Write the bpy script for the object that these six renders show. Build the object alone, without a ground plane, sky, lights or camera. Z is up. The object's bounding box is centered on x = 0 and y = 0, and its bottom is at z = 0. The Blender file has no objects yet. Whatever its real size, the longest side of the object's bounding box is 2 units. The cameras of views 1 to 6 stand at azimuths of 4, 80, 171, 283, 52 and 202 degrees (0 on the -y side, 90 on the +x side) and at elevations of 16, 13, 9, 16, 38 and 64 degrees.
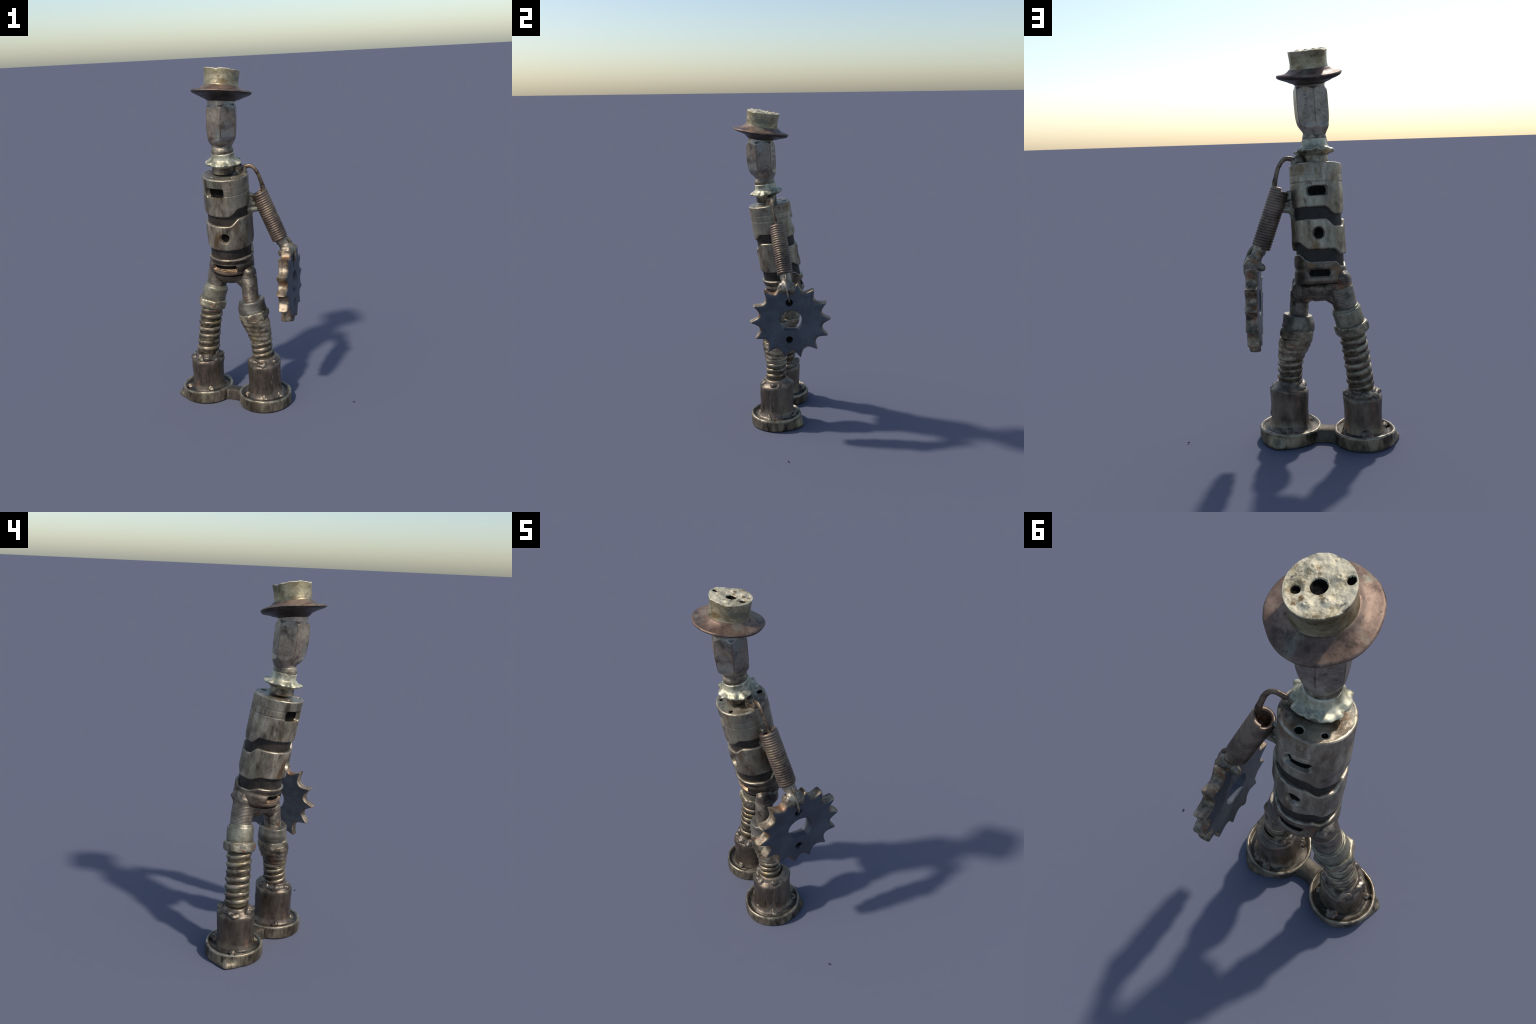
import bpy, bmesh, math, random
from math import sin, cos, pi, radians, exp, atan2, hypot
from mathutils import Vector, Matrix, noise

random.seed(7)
V = Vector
COL = bpy.context.scene.collection

# ------------------------------------------------------------------ helpers
def lerp(a, b, t): return a + (b - a) * t
def clamp(x, a=0.0, b=1.0): return max(a, min(b, x))
def sstep(a, b, x):
    t = clamp((x - a) / (b - a)); return t * t * (3 - 2 * t)
def adiff(a, b):
    """signed difference of two azimuths in degrees"""
    return (a - b + 180) % 360 - 180
def bump1(x, c, w):
    return exp(-((x - c) / w) ** 2)
def fbm(p, f, o=3):
    return noise.fractal(V(p) * f, 0.9, 2.0, o)

def frame(p0, p1=None, axis=None):
    """matrix with z along the axis and x as near world x as can be; origin p0"""
    p0 = V(p0)
    a = (V(p1) - p0) if axis is None else V(axis)
    a.normalize()
    ex = V((1, 0, 0)); ex = (ex - a * ex.dot(a)).normalized()
    ey = a.cross(ex)
    return Matrix(((ex.x, ey.x, a.x, p0.x), (ex.y, ey.y, a.y, p0.y), (ex.z, ey.z, a.z, p0.z), (0, 0, 0, 1)))

def az_of(x, y):
    """azimuth: 0 at -y, 90 at +x"""
    return math.degrees(atan2(x, -y))

PARENTS = {}
def make(name, verts, faces, mat, parent=None, mw=None, smooth=40, mats=None, fmat=None):
    me = bpy.data.meshes.new(name)
    me.from_pydata([tuple(v) for v in verts], [], faces)
    me.validate()
    bm = bmesh.new(); bm.from_mesh(me)
    bmesh.ops.recalc_face_normals(bm, faces=bm.faces)
    bm.to_mesh(me); bm.free()
    for m in (mats or [mat]): me.materials.append(m)
    if fmat:
        for p in me.polygons: p.material_index = fmat(p)
    finish_shade(me, smooth)
    ob = bpy.data.objects.new(name, me)
    COL.objects.link(ob)
    if mw is not None: ob.matrix_world = mw
    if parent: PARENTS[ob] = parent
    return ob

def finish_shade(me, angle):
    me.shade_smooth()
    if angle < 180:
        bm = bmesh.new(); bm.from_mesh(me)
        lim = radians(angle)
        for e in bm.edges:
            if len(e.link_faces) == 2 and e.calc_face_angle(0) > lim: e.smooth = False
        bm.to_mesh(me); bm.free()

def dense(stations, step):
    """linear resampling of a polyline of tuples"""
    out = []
    for a, b in zip(stations[:-1], stations[1:]):
        d = math.dist(a, b); n = max(1, int(math.ceil(d / step)))
        for i in range(n):
            t = i / n
            out.append(tuple(lerp(p, q, t) for p, q in zip(a, b)))
    out.append(tuple(stations[-1]))
    return out

def round_profile(pts, rad=0.004, n=3):
    """replace the inner corners of a (r,z) polyline by small arcs"""
    out = [pts[0]]
    for a, b, c in zip(pts[:-2], pts[1:-1], pts[2:]):
        A, B, C = V(a), V(b), V(c)
        la, lc = (A - B).length, (C - B).length
        if la < 1e-6 or lc < 1e-6: out.append(b); continue
        r = min(rad, la * 0.45, lc * 0.45)
        p, q = B + (A - B) / la * r, B + (C - B) / lc * r
        for i in range(n + 1):
            t = i / n
            out.append(tuple(p * (1 - t) ** 2 + B * 2 * t * (1 - t) + q * t * t))
    out.append(pts[-1])
    return out

def lathe(name, p0, p1, prof, mat, parent=None, nseg=96, step=0.008, rmod=None, zmod=None,
          lump=0.0015, lf=14, axis=None, rad=0.004, smooth=50, off=None, seed=0.0, **kw):
    """solid of revolution about p0->p1; prof = [(r,z)...] in metres from p0 along the axis.
    rmod(r,z,az) changes the radius, zmod(r,z,az) the height, off(z) shifts the centre."""
    mw = frame(p0, p1, axis)
    prof = dense(round_profile(prof, rad), step)
    verts, faces = [], []
    for r, z in prof:
        for j in range(nseg):
            a = 2 * pi * j / nseg
            az = math.degrees(a)
            rr, zz = r, z
            if r > 1e-5:
                if rmod: rr = rmod(r, z, az)
                if zmod: zz = zmod(r, z, az)
            x, y = sin(a) * rr, -cos(a) * rr
            if off:
                o = off(zz); x += o[0]; y += o[1]
            if lump and r > 1e-5:
                nn = fbm((x + seed, y - seed, zz), lf)
                nv = V((x, y, 0)).normalized() * nn * lump
                x += nv.x; y += nv.y; zz += nn * lump * 0.4
            verts.append((x, y, zz))
    n = len(prof)
    for i in range(n - 1):
        for j in range(nseg):
            k = (j + 1) % nseg
            faces.append((i * nseg + j, i * nseg + k, (i + 1) * nseg + k, (i + 1) * nseg + j))
    if prof[0][0] > 1e-5: faces.append(tuple(range(nseg))[::-1])
    if prof[-1][0] > 1e-5: faces.append(tuple((n - 1) * nseg + j for j in range(nseg)))
    ob = make(name, verts, faces, mat, parent, mw, smooth, **kw)
    if prof[0][0] <= 1e-5 or prof[-1][0] <= 1e-5: weld(ob)
    return ob

def weld(ob, d=1e-5):
    bm = bmesh.new(); bm.from_mesh(ob.data)
    bmesh.ops.remove_doubles(bm, verts=bm.verts, dist=d)
    bm.to_mesh(ob.data); bm.free()

def catmull(pts, n):
    """smooth curve through points (any number of components)"""
    out = []
    P = [pts[0]] + list(pts) + [pts[-1]]
    for i in range(1, len(P) - 2):
        for k in range(n):
            t = k / n
            out.append(tuple(0.5 * ((2 * b) + (-a + c) * t + (2 * a - 5 * b + 4 * c - d) * t * t + (-a + 3 * b - 3 * c + d) * t ** 3)
                             for a, b, c, d in zip(P[i - 1], P[i], P[i + 1], P[i + 2])))
    out.append(tuple(pts[-1]))
    return out

def tube(name, path, mat, parent=None, nseg=16, sub=6, ref=(0, 1, 0), lump=0.0, lf=30, origin=None, raw=False, cap=True):
    """swept tube; path = [(x,y,z,ra,rb)], ra across, rb along ref"""
    pts = path if raw else catmull(path, sub)
    o = V(origin if origin is not None else pts[0][:3])
    verts, faces = [], []
    m = len(pts)
    for i, p in enumerate(pts):
        c = V(p[:3])
        t = (V(pts[min(i + 1, m - 1)][:3]) - V(pts[max(i - 1, 0)][:3])).normalized()
        b = V(ref); b = (b - t * b.dot(t)).normalized()
        a = t.cross(b)
        for j in range(nseg):
            w = 2 * pi * j / nseg
            q = c + a * cos(w) * p[3] + b * sin(w) * p[4]
            if lump: q += (q - c).normalized() * fbm(q, lf) * lump
            verts.append(q - o)
    for i in range(m - 1):
        for j in range(nseg):
            k = (j + 1) % nseg
            faces.append((i * nseg + j, i * nseg + k, (i + 1) * nseg + k, (i + 1) * nseg + j))
    if cap:
        faces.append(tuple(range(nseg))[::-1]); faces.append(tuple((m - 1) * nseg + j for j in range(nseg)))
    return make(name, verts, faces, mat, parent, Matrix.Translation(o), 60)

def blob_verts(c, rx, ry, rz, n=16, amp=0.0, f=30, rot=None):
    bm = bmesh.new()
    bmesh.ops.create_icosphere(bm, subdivisions=3, radius=1)
    vs = []
    for v in bm.verts:
        q = V((v.co.x * rx, v.co.y * ry, v.co.z * rz))
        if rot: q = rot @ q
        q = V(c) + q
        if amp: q += (q - V(c)).normalized() * fbm(q, f) * amp
        vs.append(q)
    fs = [tuple(v.index for v in fc.verts) for fc in bm.faces]
    bm.free()
    return vs, fs

def cone_verts(p0, p1, r0, r1, n=32):
    m = frame(p0, p1); L = (V(p1) - V(p0)).length
    vs = []
    for r, z in ((r0, 0), (r1, L)):
        for j in range(n):
            a = 2 * pi * j / n
            vs.append(m @ V((sin(a) * r, -cos(a) * r, z)))
    fs = [(j, (j + 1) % n, n + (j + 1) % n, n + j) for j in range(n)]
    fs += [tuple(range(n))[::-1], tuple(range(n, 2 * n))]
    return vs, fs

def fused(name, pieces, mat, parent, voxel=0.006, smooth_iter=6, lump=0.0, lf=25, origin=(0, 0, 0)):
    """union of solid pieces, melted together like weld metal"""
    verts, faces = [], []
    for vs, fs in pieces:
        o = len(verts); verts += [V(v) for v in vs]; faces += [tuple(i + o for i in f) for f in fs]
    me = bpy.data.meshes.new(name); me.from_pydata([tuple(v) for v in verts], [], faces)
    bm = bmesh.new(); bm.from_mesh(me); bmesh.ops.recalc_face_normals(bm, faces=bm.faces); bm.to_mesh(me); bm.free()
    tmp = bpy.data.objects.new(name + "_raw", me); COL.objects.link(tmp)
    md = tmp.modifiers.new("r", 'REMESH'); md.mode = 'VOXEL'; md.voxel_size = voxel
    ms = tmp.modifiers.new("s", 'SMOOTH'); ms.iterations = smooth_iter; ms.factor = 0.6
    dg = bpy.context.evaluated_depsgraph_get(); dg.update()
    ev = tmp.evaluated_get(dg)
    m2 = bpy.data.meshes.new_from_object(ev)
    o = V(origin)
    vs = []
    for v in m2.vertices:
        q = v.co.copy()
        if lump: q += v.normal * fbm(q, lf) * lump
        vs.append(q - o)
    fs = [tuple(p.vertices) for p in m2.polygons]
    bpy.data.objects.remove(tmp); bpy.data.meshes.remove(me)
    ob = make(name, vs, fs, mat, parent, Matrix.Translation(o), 180)
    bpy.data.meshes.remove(m2)
    return ob

# ---------------------------------------------------------------- materials
def metal(name, stops, scale=9.0, fine=60.0, patch=None, streak=0.0, rough=(0.31, 0.54), metallic=0.7, gain=(1.24, 1.12, 0.97), grime=0.75, contrast=1.7,
          bump=0.25, spec=0.4, pit=0.0, bscale=90.0, stretch=(1, 1, 1)):
    """worn scrap metal. stops: [(pos,(r,g,b))...] over a mixed noise;
    patch: list of (colour, noise scale, threshold, softness, seed) laid over it."""
    m = bpy.data.materials.new(name); m.use_nodes = True
    nt = m.node_tree; N = nt.nodes; L = nt.links
    N.clear()
    out = N.new('ShaderNodeOutputMaterial'); bs = N.new('ShaderNodeBsdfPrincipled')
    L.new(bs.outputs[0], out.inputs[0])
    tc = N.new('ShaderNodeTexCoord'); mp = N.new('ShaderNodeMapping')
    mp.inputs['Scale'].default_value = stretch
    L.new(tc.outputs['Object'], mp.inputs[0])
    def nz(sc, det=4, rgh=0.6, seed=0.0, dist=0.0):
        n = N.new('ShaderNodeTexNoise'); n.noise_dimensions = '4D'
        n.inputs['W'].default_value = seed
        n.inputs['Scale'].default_value = sc; n.inputs['Detail'].default_value = det
        n.inputs['Roughness'].default_value = rgh; n.inputs['Distortion'].default_value = dist
        L.new(mp.outputs[0], n.inputs['Vector']); return n
    def mth(op, a, b):
        n = N.new('ShaderNodeMath'); n.operation = op
        for i, v in enumerate((a, b)):
            if isinstance(v, (int, float)): n.inputs[i].default_value = v
            else: L.new(v, n.inputs[i])
        return n.outputs[0]
    hsh = (sum(ord(c) for c in name) % 97) * 1.7
    big = nz(scale, 5, 0.62, hsh, 0.4); sm = nz(fine, 5, 0.7, hsh + 3)
    val = mth('ADD', mth('MULTIPLY', big.outputs[0], 0.72), mth('MULTIPLY', sm.outputs[0], 0.28))
    val = mth('ADD', mth('MULTIPLY', val, contrast), 0.5 - 0.5 * contrast)
    rp = N.new('ShaderNodeValToRGB'); cr = rp.color_ramp
    while len(cr.elements) < len(stops): cr.elements.new(0.5)
    for e, (p, c) in zip(cr.elements, stops):
        e.position = p; e.color = (*[k * g for k, g in zip(c, gain)], 1)
    L.new(val, rp.inputs[0])
    col = rp.outputs[0]
    for c, sc, th, soft, sd in (patch or []):
        n = nz(sc, 4, 0.65, sd, 0.3)
        mr = N.new('ShaderNodeMapRange'); mr.interpolation_type = 'SMOOTHSTEP'
        mr.inputs[1].default_value = th - soft; mr.inputs[2].default_value = th + soft
        L.new(n.outputs[0], mr.inputs[0])
        mx = N.new('ShaderNodeMix'); mx.data_type = 'RGBA'
        L.new(mr.outputs[0], mx.inputs[0]); L.new(col, mx.inputs[6]); mx.inputs[7].default_value = (*[k * g for k, g in zip(c, gain)], 1)
        col = mx.outputs[2]
    if grime:
        n = nz(17, 5, 0.7, hsh + 21, 0.5)
        mr = N.new('ShaderNodeMapRange'); mr.interpolation_type = 'SMOOTHSTEP'
        mr.inputs[1].default_value = 0.55; mr.inputs[2].default_value = 0.70; mr.inputs[4].default_value = grime
        L.new(n.outputs[0], mr.inputs[0])
        mx = N.new('ShaderNodeMix'); mx.data_type = 'RGBA'
        L.new(mr.outputs[0], mx.inputs[0]); L.new(col, mx.inputs[6]); mx.inputs[7].default_value = (0.045, 0.038, 0.03, 1)
        col = mx.outputs[2]
    if pit:
        n = nz(160, 2, 0.5, hsh + 9)
        mr = N.new('ShaderNodeMapRange'); mr.inputs[1].default_value = 0.62; mr.inputs[2].default_value = 0.72
        mr.inputs[4].default_value = pit
        L.new(n.outputs[0], mr.inputs[0])
        mx = N.new('ShaderNodeMix'); mx.data_type = 'RGBA'
        L.new(mr.outputs[0], mx.inputs[0]); L.new(col, mx.inputs[6]); mx.inputs[7].default_value = (0.02, 0.018, 0.015, 1)
        col = mx.outputs[2]
    L.new(col, bs.inputs['Base Color'])
    mr = N.new('ShaderNodeMapRange'); mr.inputs[3].default_value = rough[0]; mr.inputs[4].default_value = rough[1]
    mr.inputs[1].default_value = 0.3; mr.inputs[2].default_value = 0.7
    L.new(big.outputs[0], mr.inputs[0]); L.new(mr.outputs[0], bs.inputs['Roughness'])
    bs.inputs['Metallic'].default_value = metallic
    bs.inputs['Specular IOR Level'].default_value = spec
    if bump:
        b = nz(bscale, 4, 0.6, hsh + 5)
        bn = N.new('ShaderNodeBump'); bn.inputs['Strength'].default_value = bump; bn.inputs['Distance'].default_value = 0.004
        L.new(b.outputs[0], bn.inputs['Height']); L.new(bn.outputs[0], bs.inputs['Normal'])
    return m

RUST = (0.16, 0.085, 0.055)
M_steel = metal("worn_steel", [(0.30, (0.075, 0.066, 0.052)), (0.42, (0.165, 0.148, 0.12)), (0.54, (0.27, 0.25, 0.21)), (0.68, (0.41, 0.388, 0.34))],
                scale=9, fine=45, patch=[((0.15, 0.105, 0.062), 8, 0.57, 0.07, 2.0), ((0.25, 0.262, 0.225), 6, 0.60, 0.1, 7.0), ((0.07, 0.062, 0.05), 7, 0.63, 0.06, 11.0)],
                stretch=(1.2, 1.2, 0.45), pit=0.5)  # upright noise streaks also copy baked-in reflection bands as colour
M_worn = metal("polished_worn_edge", [(0.33, (0.13, 0.117, 0.092)), (0.5, (0.245, 0.228, 0.19)), (0.65, (0.38, 0.36, 0.31))], scale=14, rough=(0.3, 0.5))
M_groove = metal("dark_oxide", [(0.35, (0.012, 0.0108, 0.0098)), (0.6, (0.034, 0.029, 0.025))], scale=10, rough=(0.5, 0.7), metallic=0.0, spec=0.3)  # near-black tone for the torso grooves and the ground speck
M_pelvis = metal("scorched_steel", [(0.32, (0.05, 0.043, 0.036)), (0.48, (0.105, 0.09, 0.075)), (0.62, (0.18, 0.155, 0.13))],
                 scale=11, patch=[((0.16, 0.095, 0.06), 9, 0.6, 0.06, 4.0)])
M_hip = metal("weld_scorched_steel", [(0.32, (0.05, 0.046, 0.042)), (0.5, (0.12, 0.108, 0.095)), (0.66, (0.22, 0.2, 0.175))],
              scale=14, patch=[((0.17, 0.10, 0.065), 12, 0.62, 0.05, 4.0), ((0.28, 0.27, 0.25), 18, 0.66, 0.05, 8.0)], bump=0.5)
M_shelf = metal("tan_shelf", [(0.35, (0.2, 0.14, 0.09)), (0.6, (0.36, 0.26, 0.17))], scale=14)
M_head = metal("bolt_steel", [(0.32, (0.115, 0.102, 0.092)), (0.47, (0.215, 0.196, 0.178)), (0.6, (0.31, 0.287, 0.265))],
               scale=8, patch=[((0.14, 0.10, 0.085), 10, 0.62, 0.05, 3.0), ((0.23, 0.25, 0.26), 6, 0.58, 0.07, 9.0)])
M_headedge = metal("rust_worn_corner", [(0.33, (0.115, 0.092, 0.079)), (0.6, (0.20, 0.163, 0.142))], scale=16)
M_neck = metal("scorched_neck_steel", [(0.33, (0.05, 0.042, 0.036)), (0.5, (0.15, 0.135, 0.11)), (0.65, (0.3, 0.285, 0.24))], scale=14)
M_collar = metal("zinc_collar", [(0.33, (0.17, 0.175, 0.135)), (0.48, (0.33, 0.345, 0.285)), (0.62, (0.50, 0.515, 0.44))],
                 scale=13, rough=(0.4, 0.6), metallic=0.55, patch=[((0.12, 0.105, 0.07), 16, 0.64, 0.05, 1.0)])
M_crown = metal("galvanised_crown", [(0.33, (0.15, 0.132, 0.08)), (0.48, (0.265, 0.245, 0.17)), (0.62, (0.37, 0.345, 0.255))],
                scale=8, patch=[((0.18, 0.13, 0.065), 9, 0.59, 0.06, 5.0), ((0.2, 0.21, 0.17), 7, 0.6, 0.06, 8.0)], stretch=(1, 1, 1.6), pit=0.3, metallic=0.65)
M_crowntop = metal("corroded_zinc_top", [(0.33, (0.19, 0.165, 0.105)), (0.45, (0.40, 0.385, 0.29)), (0.6, (0.54, 0.525, 0.425))],
                   scale=18, fine=90, patch=[((0.16, 0.115, 0.055), 22, 0.58, 0.06, 5.0), ((0.085, 0.085, 0.075), 30, 0.62, 0.05, 6.0)], bump=0.5, rough=(0.55, 0.75), metallic=0.3, grime=0.5)
M_brim = metal("rusty_brim", [(0.33, (0.085, 0.06, 0.048)), (0.5, (0.15, 0.106, 0.086)), (0.66, (0.225, 0.17, 0.142))],
               scale=11, patch=[((0.19, 0.18, 0.15), 8, 0.6, 0.08, 2.0), ((0.07, 0.05, 0.042), 13, 0.62, 0.05, 6.0)], rough=(0.42, 0.62), metallic=0.5)
M_under = metal("sooty_brim_underside", [(0.33, (0.035, 0.031, 0.03)), (0.5, (0.06, 0.052, 0.05)), (0.66, (0.10, 0.08, 0.072))], scale=12)  # darker tone for the downward faces of the brim
M_holeshade = metal("black_hollow", [(0.4, (0.004, 0.004, 0.0045)), (0.6, (0.010, 0.0095, 0.009))], scale=20, rough=(0.8, 0.95), metallic=0, bump=0, spec=0.05)  # black colour stands in for the shade inside shallow slots and holes
M_spring = metal("rusty_spring", [(0.33, (0.068, 0.053, 0.046)), (0.48, (0.122, 0.096, 0.082)), (0.62, (0.19, 0.154, 0.13))],
                 scale=9, patch=[((0.20, 0.165, 0.115), 7, 0.62, 0.06, 3.0)], metallic=0.6)
M_wire = metal("brown_wire", [(0.35, (0.07, 0.05, 0.038)), (0.62, (0.2, 0.165, 0.13))], scale=20)
M_pale = metal("pale_filler", [(0.35, (0.13, 0.132, 0.112)), (0.62, (0.24, 0.24, 0.21))], scale=12)
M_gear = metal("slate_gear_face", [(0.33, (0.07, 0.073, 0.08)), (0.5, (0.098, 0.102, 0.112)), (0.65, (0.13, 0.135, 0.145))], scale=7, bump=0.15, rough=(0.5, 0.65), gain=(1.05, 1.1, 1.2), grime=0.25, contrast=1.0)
M_rim = metal("worn_gear_rim", [(0.33, (0.07, 0.058, 0.045)), (0.48, (0.17, 0.145, 0.115)), (0.62, (0.31, 0.275, 0.225))],
              scale=16, patch=[((0.2, 0.12, 0.075), 14, 0.58, 0.06, 3.0), ((0.06, 0.055, 0.05), 17, 0.62, 0.05, 6.0)], rough=(0.4, 0.58))
M_joint = metal("joint_weld", [(0.33, (0.10, 0.095, 0.08)), (0.5, (0.19, 0.182, 0.162)), (0.65, (0.29, 0.275, 0.25))], scale=16,
                patch=[((0.23, 0.165, 0.105), 14, 0.6, 0.06, 3.0)])
M_rod = metal("threaded_rod_steel", [(0.33, (0.085, 0.075, 0.065)), (0.5, (0.16, 0.148, 0.132)), (0.65, (0.22, 0.205, 0.185))], scale=10)
M_coupA = metal("pale_coupling", [(0.33, (0.12, 0.12, 0.095)), (0.5, (0.21, 0.21, 0.172)), (0.65, (0.30, 0.30, 0.252))], scale=9)
M_coupB = metal("dull_coupling", [(0.33, (0.085, 0.083, 0.076)), (0.5, (0.15, 0.147, 0.135)), (0.65, (0.22, 0.215, 0.2))], scale=10)
M_nut = metal("brassy_nut", [(0.33, (0.12, 0.11, 0.085)), (0.5, (0.22, 0.21, 0.165)), (0.65, (0.34, 0.325, 0.265))], scale=12,
              patch=[((0.27, 0.12, 0.085), 13, 0.62, 0.04, 3.0)])
M_coil = metal("leg_coil_steel", [(0.33, (0.07, 0.06, 0.05)), (0.48, (0.17, 0.15, 0.118)), (0.62, (0.29, 0.27, 0.22))], scale=14,
               patch=[((0.22, 0.135, 0.105), 10, 0.6, 0.05, 3.0), ((0.26, 0.22, 0.105), 11, 0.62, 0.05, 6.0)])
M_coilcore = metal("coil_dirt", [(0.35, (0.04, 0.036, 0.03)), (0.62, (0.11, 0.095, 0.065))], scale=18)  # dark solid core between the coil turns, filled as in the scan
M_boot = metal("brown_boot_steel", [(0.33, (0.06, 0.052, 0.045)), (0.5, (0.115, 0.1, 0.086)), (0.66, (0.18, 0.16, 0.138))], scale=8,
               patch=[((0.17, 0.115, 0.095), 8, 0.62, 0.06, 2.0)], stretch=(1, 1, 0.35))
M_cup = metal("foot_cup_steel", [(0.33, (0.065, 0.056, 0.041)), (0.48, (0.135, 0.12, 0.09)), (0.64, (0.25, 0.23, 0.18))], scale=12,
              patch=[((0.045, 0.04, 0.033), 11, 0.57, 0.07, 2.0)], stretch=(1, 1, 0.35))
M_floor = metal("oily_cup_floor", [(0.35, (0.03, 0.028, 0.025)), (0.62, (0.085, 0.08, 0.068))], scale=18, rough=(0.3, 0.6))
M_bead = metal("weld_bead_steel", [(0.33, (0.09, 0.078, 0.062)), (0.5, (0.19, 0.168, 0.138)), (0.65, (0.32, 0.295, 0.25))], scale=25, rough=(0.35, 0.55))
M_web = metal("dark_bridge_steel", [(0.35, (0.055, 0.05, 0.043)), (0.62, (0.095, 0.088, 0.076))], scale=12, rough=(0.5, 0.7))
# ---------------------------------------------------------------- the thing
root = bpy.data.objects.new("scrap_metal_man", None)
root.location = (-0.17, 0.03, 0)
root.empty_display_size = 0.2
COL.objects.link(root)
root["label"] = "one-armed scrap metal man with hat, spring arm and gear hand"
root["category"] = "metal sculpture"

# ------------------------------------------------------------------- torso
TB, TT = V((-.155, .03, .994)), V((-.156, -.042, 1.418))
TL = 0.430                      # length of the tube above the torso's lower edge
TR = 0.131

def edge_upper(az):
    """zig-zag lower edge of the chest, height along the torso axis"""
    s = 0.211
    s += 0.040 * sstep(6, 36, az if az < 180 else az - 360) * (1 - sstep(84, 112, az if az < 180 else az - 360))
    d = adiff(az, 222)
    s -= 0.038 * sstep(-38, -12, d) * (1 - sstep(14, 36, d))
    return s
def edge_lower(az):
    """zig-zag lower edge of the abdomen"""
    d = adiff(az, 106)
    s = 0.004 + 0.040 * sstep(-26, -6, d) * (1 - sstep(8, 42, d))
    d = adiff(az, 232)
    s -= 0.026 * sstep(-30, -10, d) * (1 - sstep(20, 50, d))
    return s

def segment(name, lo, hi, mat, parent, carve, fil=0.008, top_flat=False, nseg=420, step=0.0032, length=0.2, seed=0.0):
    """one length of the torso tube between the edges lo(az) and hi(az)"""
    mw = frame(TB, TT)
    rin = 0.105
    # profile parameter: list of (kind, u) from bottom inner edge to top inner edge
    verts, faces = [], []
    prof = []
    nf = 5
    for i in range(4): prof.append(('b', rin, i / 4))
    for i in range(nf): prof.append(('bf', 0, i / nf))
    n = int(length / step)
    for i in range(n + 1): prof.append(('m', 0, i / n))
    for i in range(1, nf + 1): prof.append(('tf', 0, i / nf))
    ntop = 80 if top_flat else 4
    for i in range(1, ntop + 1): prof.append(('t', rin if not top_flat else 0.0, i / ntop))
    for k, ri, u in prof:
        for j in range(nseg):
            a = 2 * pi * j / nseg; az = 360 * j / nseg
            b, t = lo(az), hi(az)
            if k == 'b': r, s = lerp(ri, TR - fil, u), b
            elif k == 'bf':
                w = u * pi / 2; r, s = TR - fil + fil * sin(w), b + fil - fil * cos(w)
            elif k == 'm': r, s = TR, lerp(b + fil, t - fil, u)
            elif k == 'tf':
                w = u * pi / 2; r, s = TR - fil + fil * cos(w), t - fil + fil * sin(w)
            else: r, s = lerp(TR - fil, max(ri, 0.001), u), t
            if k in ('m', 'bf', 'tf'):
                r -= carve(s, az)
                r += fbm((sin(a) * TR + seed, cos(a) * TR, s), 9) * 0.0022
            elif k == 't' and top_flat:
                s += carve_top(sin(a) * r, -cos(a) * r) + fbm((sin(a) * r, cos(a) * r, 5), 16) * 0.0015
            verts.append((sin(a) * r, -cos(a) * r, s))
    m = len(prof)
    for i in range(m - 1):
        for j in range(nseg):
            q = (j + 1) % nseg
            faces.append((i * nseg + j, i * nseg + q, (i + 1) * nseg + q, (i + 1) * nseg + j))
    if not top_flat:
        for j in range(nseg):   # close the inside
            q = (j + 1) % nseg
            faces.append(((m - 1) * nseg + j, (m - 1) * nseg + q, q, j))
    else:
        faces.append(tuple(range((m - 1) * nseg, m * nseg))); faces.append(tuple(range(nseg))[::-1])
    mats = [mat, M_holeshade, M_shelf, M_worn]
    i0 = next(i for i, p in enumerate(prof) if p[0] == 'tf'); i1 = i0 + nf
    edge = (i0 * nseg, i1 * nseg)
    return make(name, verts, faces, mat, parent, mw, 35, mats=mats, fmat=lambda p: 3 if edge[0] <= p.index < edge[1] else zone(name, p))

def box_mask(s, az, s0, s1, a0, a1, soft=0.0045, rnd=0.018):
    """1 inside a rounded window on the tube"""
    am = (a0 + a1) / 2; ha = radians(abs(a1 - a0) / 2) * TR
    x = radians(adiff(az, am)) * TR; y = s - (s0 + s1) / 2; hy = (s1 - s0) / 2
    qx, qy = abs(x) - ha + rnd, abs(y) - hy + rnd
    d = hypot(max(qx, 0), max(qy, 0)) + min(max(qx, qy), 0) - rnd
    return 1 - sstep(-soft, soft, d)
def disc_mask(s, az, sc, ac, r, soft=0.005):
    d = hypot(s - sc, radians(adiff(az, ac)) * TR) - r
    return 1 - sstep(-soft, soft, d)

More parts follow.
